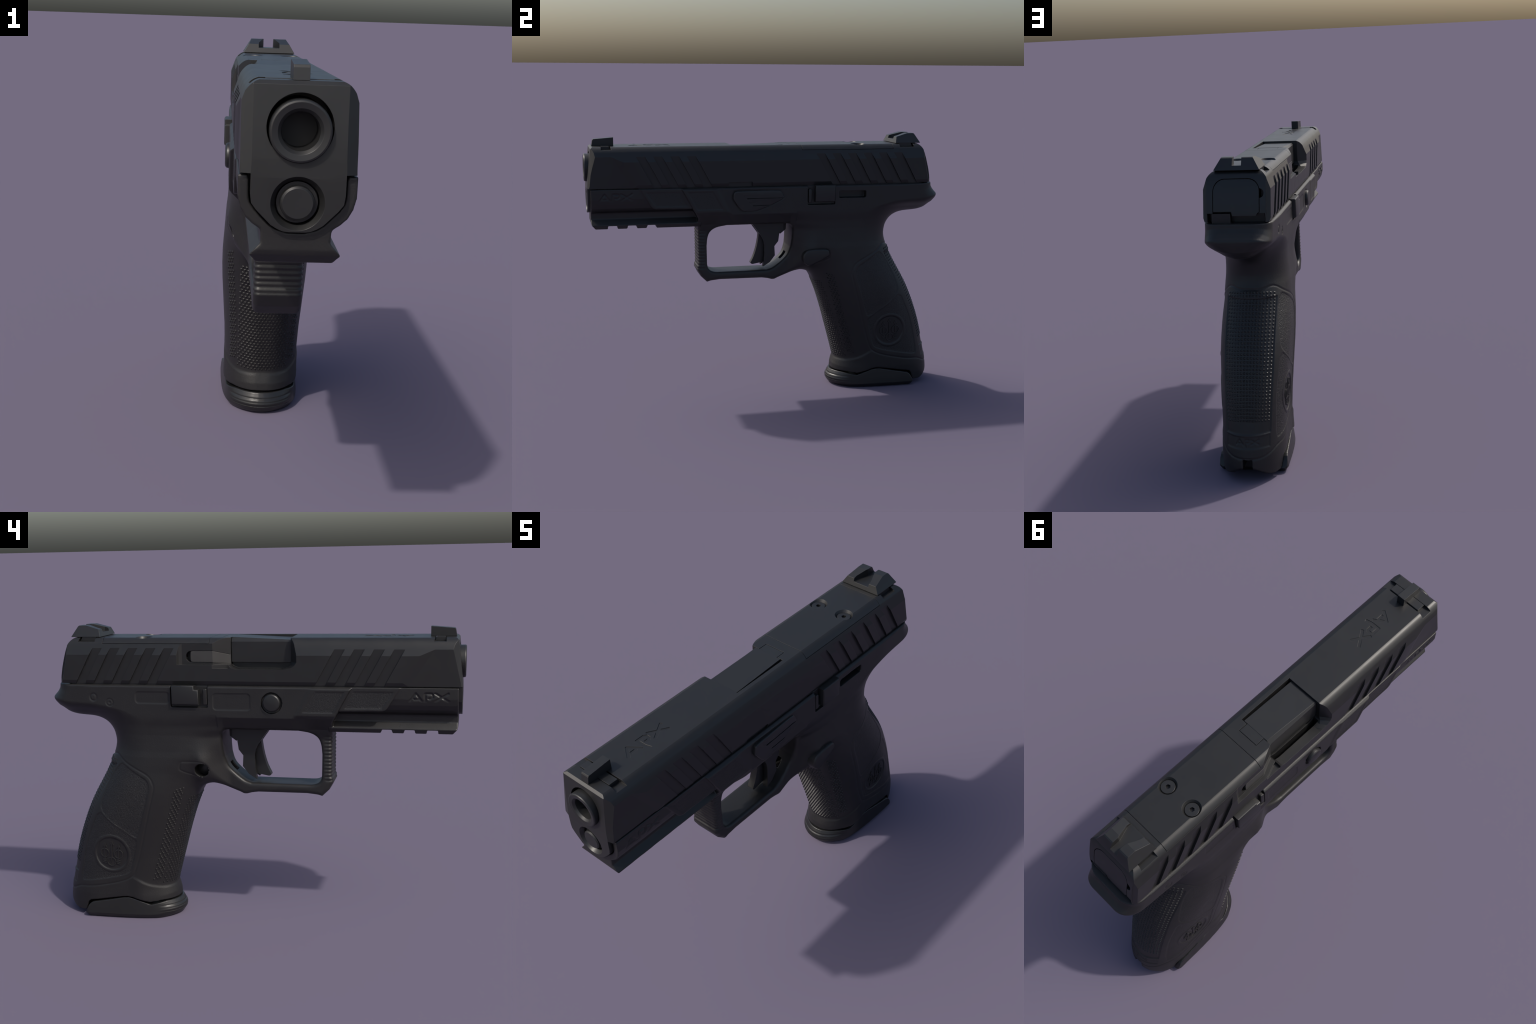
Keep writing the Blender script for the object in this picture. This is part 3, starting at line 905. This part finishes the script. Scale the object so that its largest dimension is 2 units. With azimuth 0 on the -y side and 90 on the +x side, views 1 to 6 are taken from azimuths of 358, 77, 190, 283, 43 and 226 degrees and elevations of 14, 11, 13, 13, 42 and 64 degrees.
prism("x", [(0.04, 0.99), (0.066, 0.94), (0.090, 0.905), (0.122, 0.93), (0.126, 0.99)], -0.015, 0.015, "trigger_link", STEEL, trig)

# =====================================================================
#  MAGAZINE BASE PLATE
# =====================================================================
half_plan = [(0.0, 0.3760)] + curve([(0.004, 0.3760), (0.018, 0.3772), (0.050, 0.386), (0.092, 0.413), (0.122, 0.452), (0.141, 0.502), (0.152, 0.56), (0.1595, 0.64), (0.1635, 0.74)], 4) + [(0.1645, 0.855), (0.159, 0.870), (0.145, 0.876), (0.0, 0.876)]
PLAN = half_plan + [(-x, y) for x, y in reversed(half_plan) if x > 1e-6]
TOP = [(0.30, 0.089), (0.457, 0.085), (0.527, 0.072), (0.612, 0.103), (0.640, 0.1085), (0.668, 0.107), (0.830, 0.0765), (0.846, 0.068), (0.856, 0.055), (0.874, 0.022), (0.9, 0.0), (0.9, -0.2), (0.30, -0.2)]


def base_solid(X, Y, Z, plan, top):
    nose = step(-Y, -0.50, -0.42)
    side_in = np.interp(Z, [0.0, 0.020, 0.05, 0.10, 0.14], [0.014, 0.0, 0.003, 0.009, 0.013])
    nose_in = np.interp(Z, [0.0, 0.010, 0.030, 0.048, 0.090, 0.14], [0.030, 0.016, 0.003, 0.002, 0.024, 0.04])
    ridge = 0.0024 * np.maximum(0, np.sin((Z - 0.030) * 2 * math.pi / 0.0150)) * step(Z, 0.028, 0.032) * step(-Z, -0.078, -0.072)
    off = side_in + (nose_in - side_in + ridge) * nose
    return np.maximum(np.maximum(plan + off, top), -Z)


hb = 0.0026
bx, by, bz = sample_grid((-0.172, 0.362, -0.006), (0.172, 0.888, 0.118), hb)
plan_f = poly_distance(PLAN, bx[:, None], by[None, :])[:, :, None]
top_f = poly_distance(TOP, by[:, None], bz[None, :])[None]
vb, qb = surface_net(base_solid(bx[:, None, None], by[None, :, None], bz[None, None, :], plan_f, top_f).astype(np.float32), (bx[0], by[0], bz[0]), hb)
build_mesh("magazine_base_plate", vb, qb, PLATE, ROOT, vertex_normals(vb, qb))
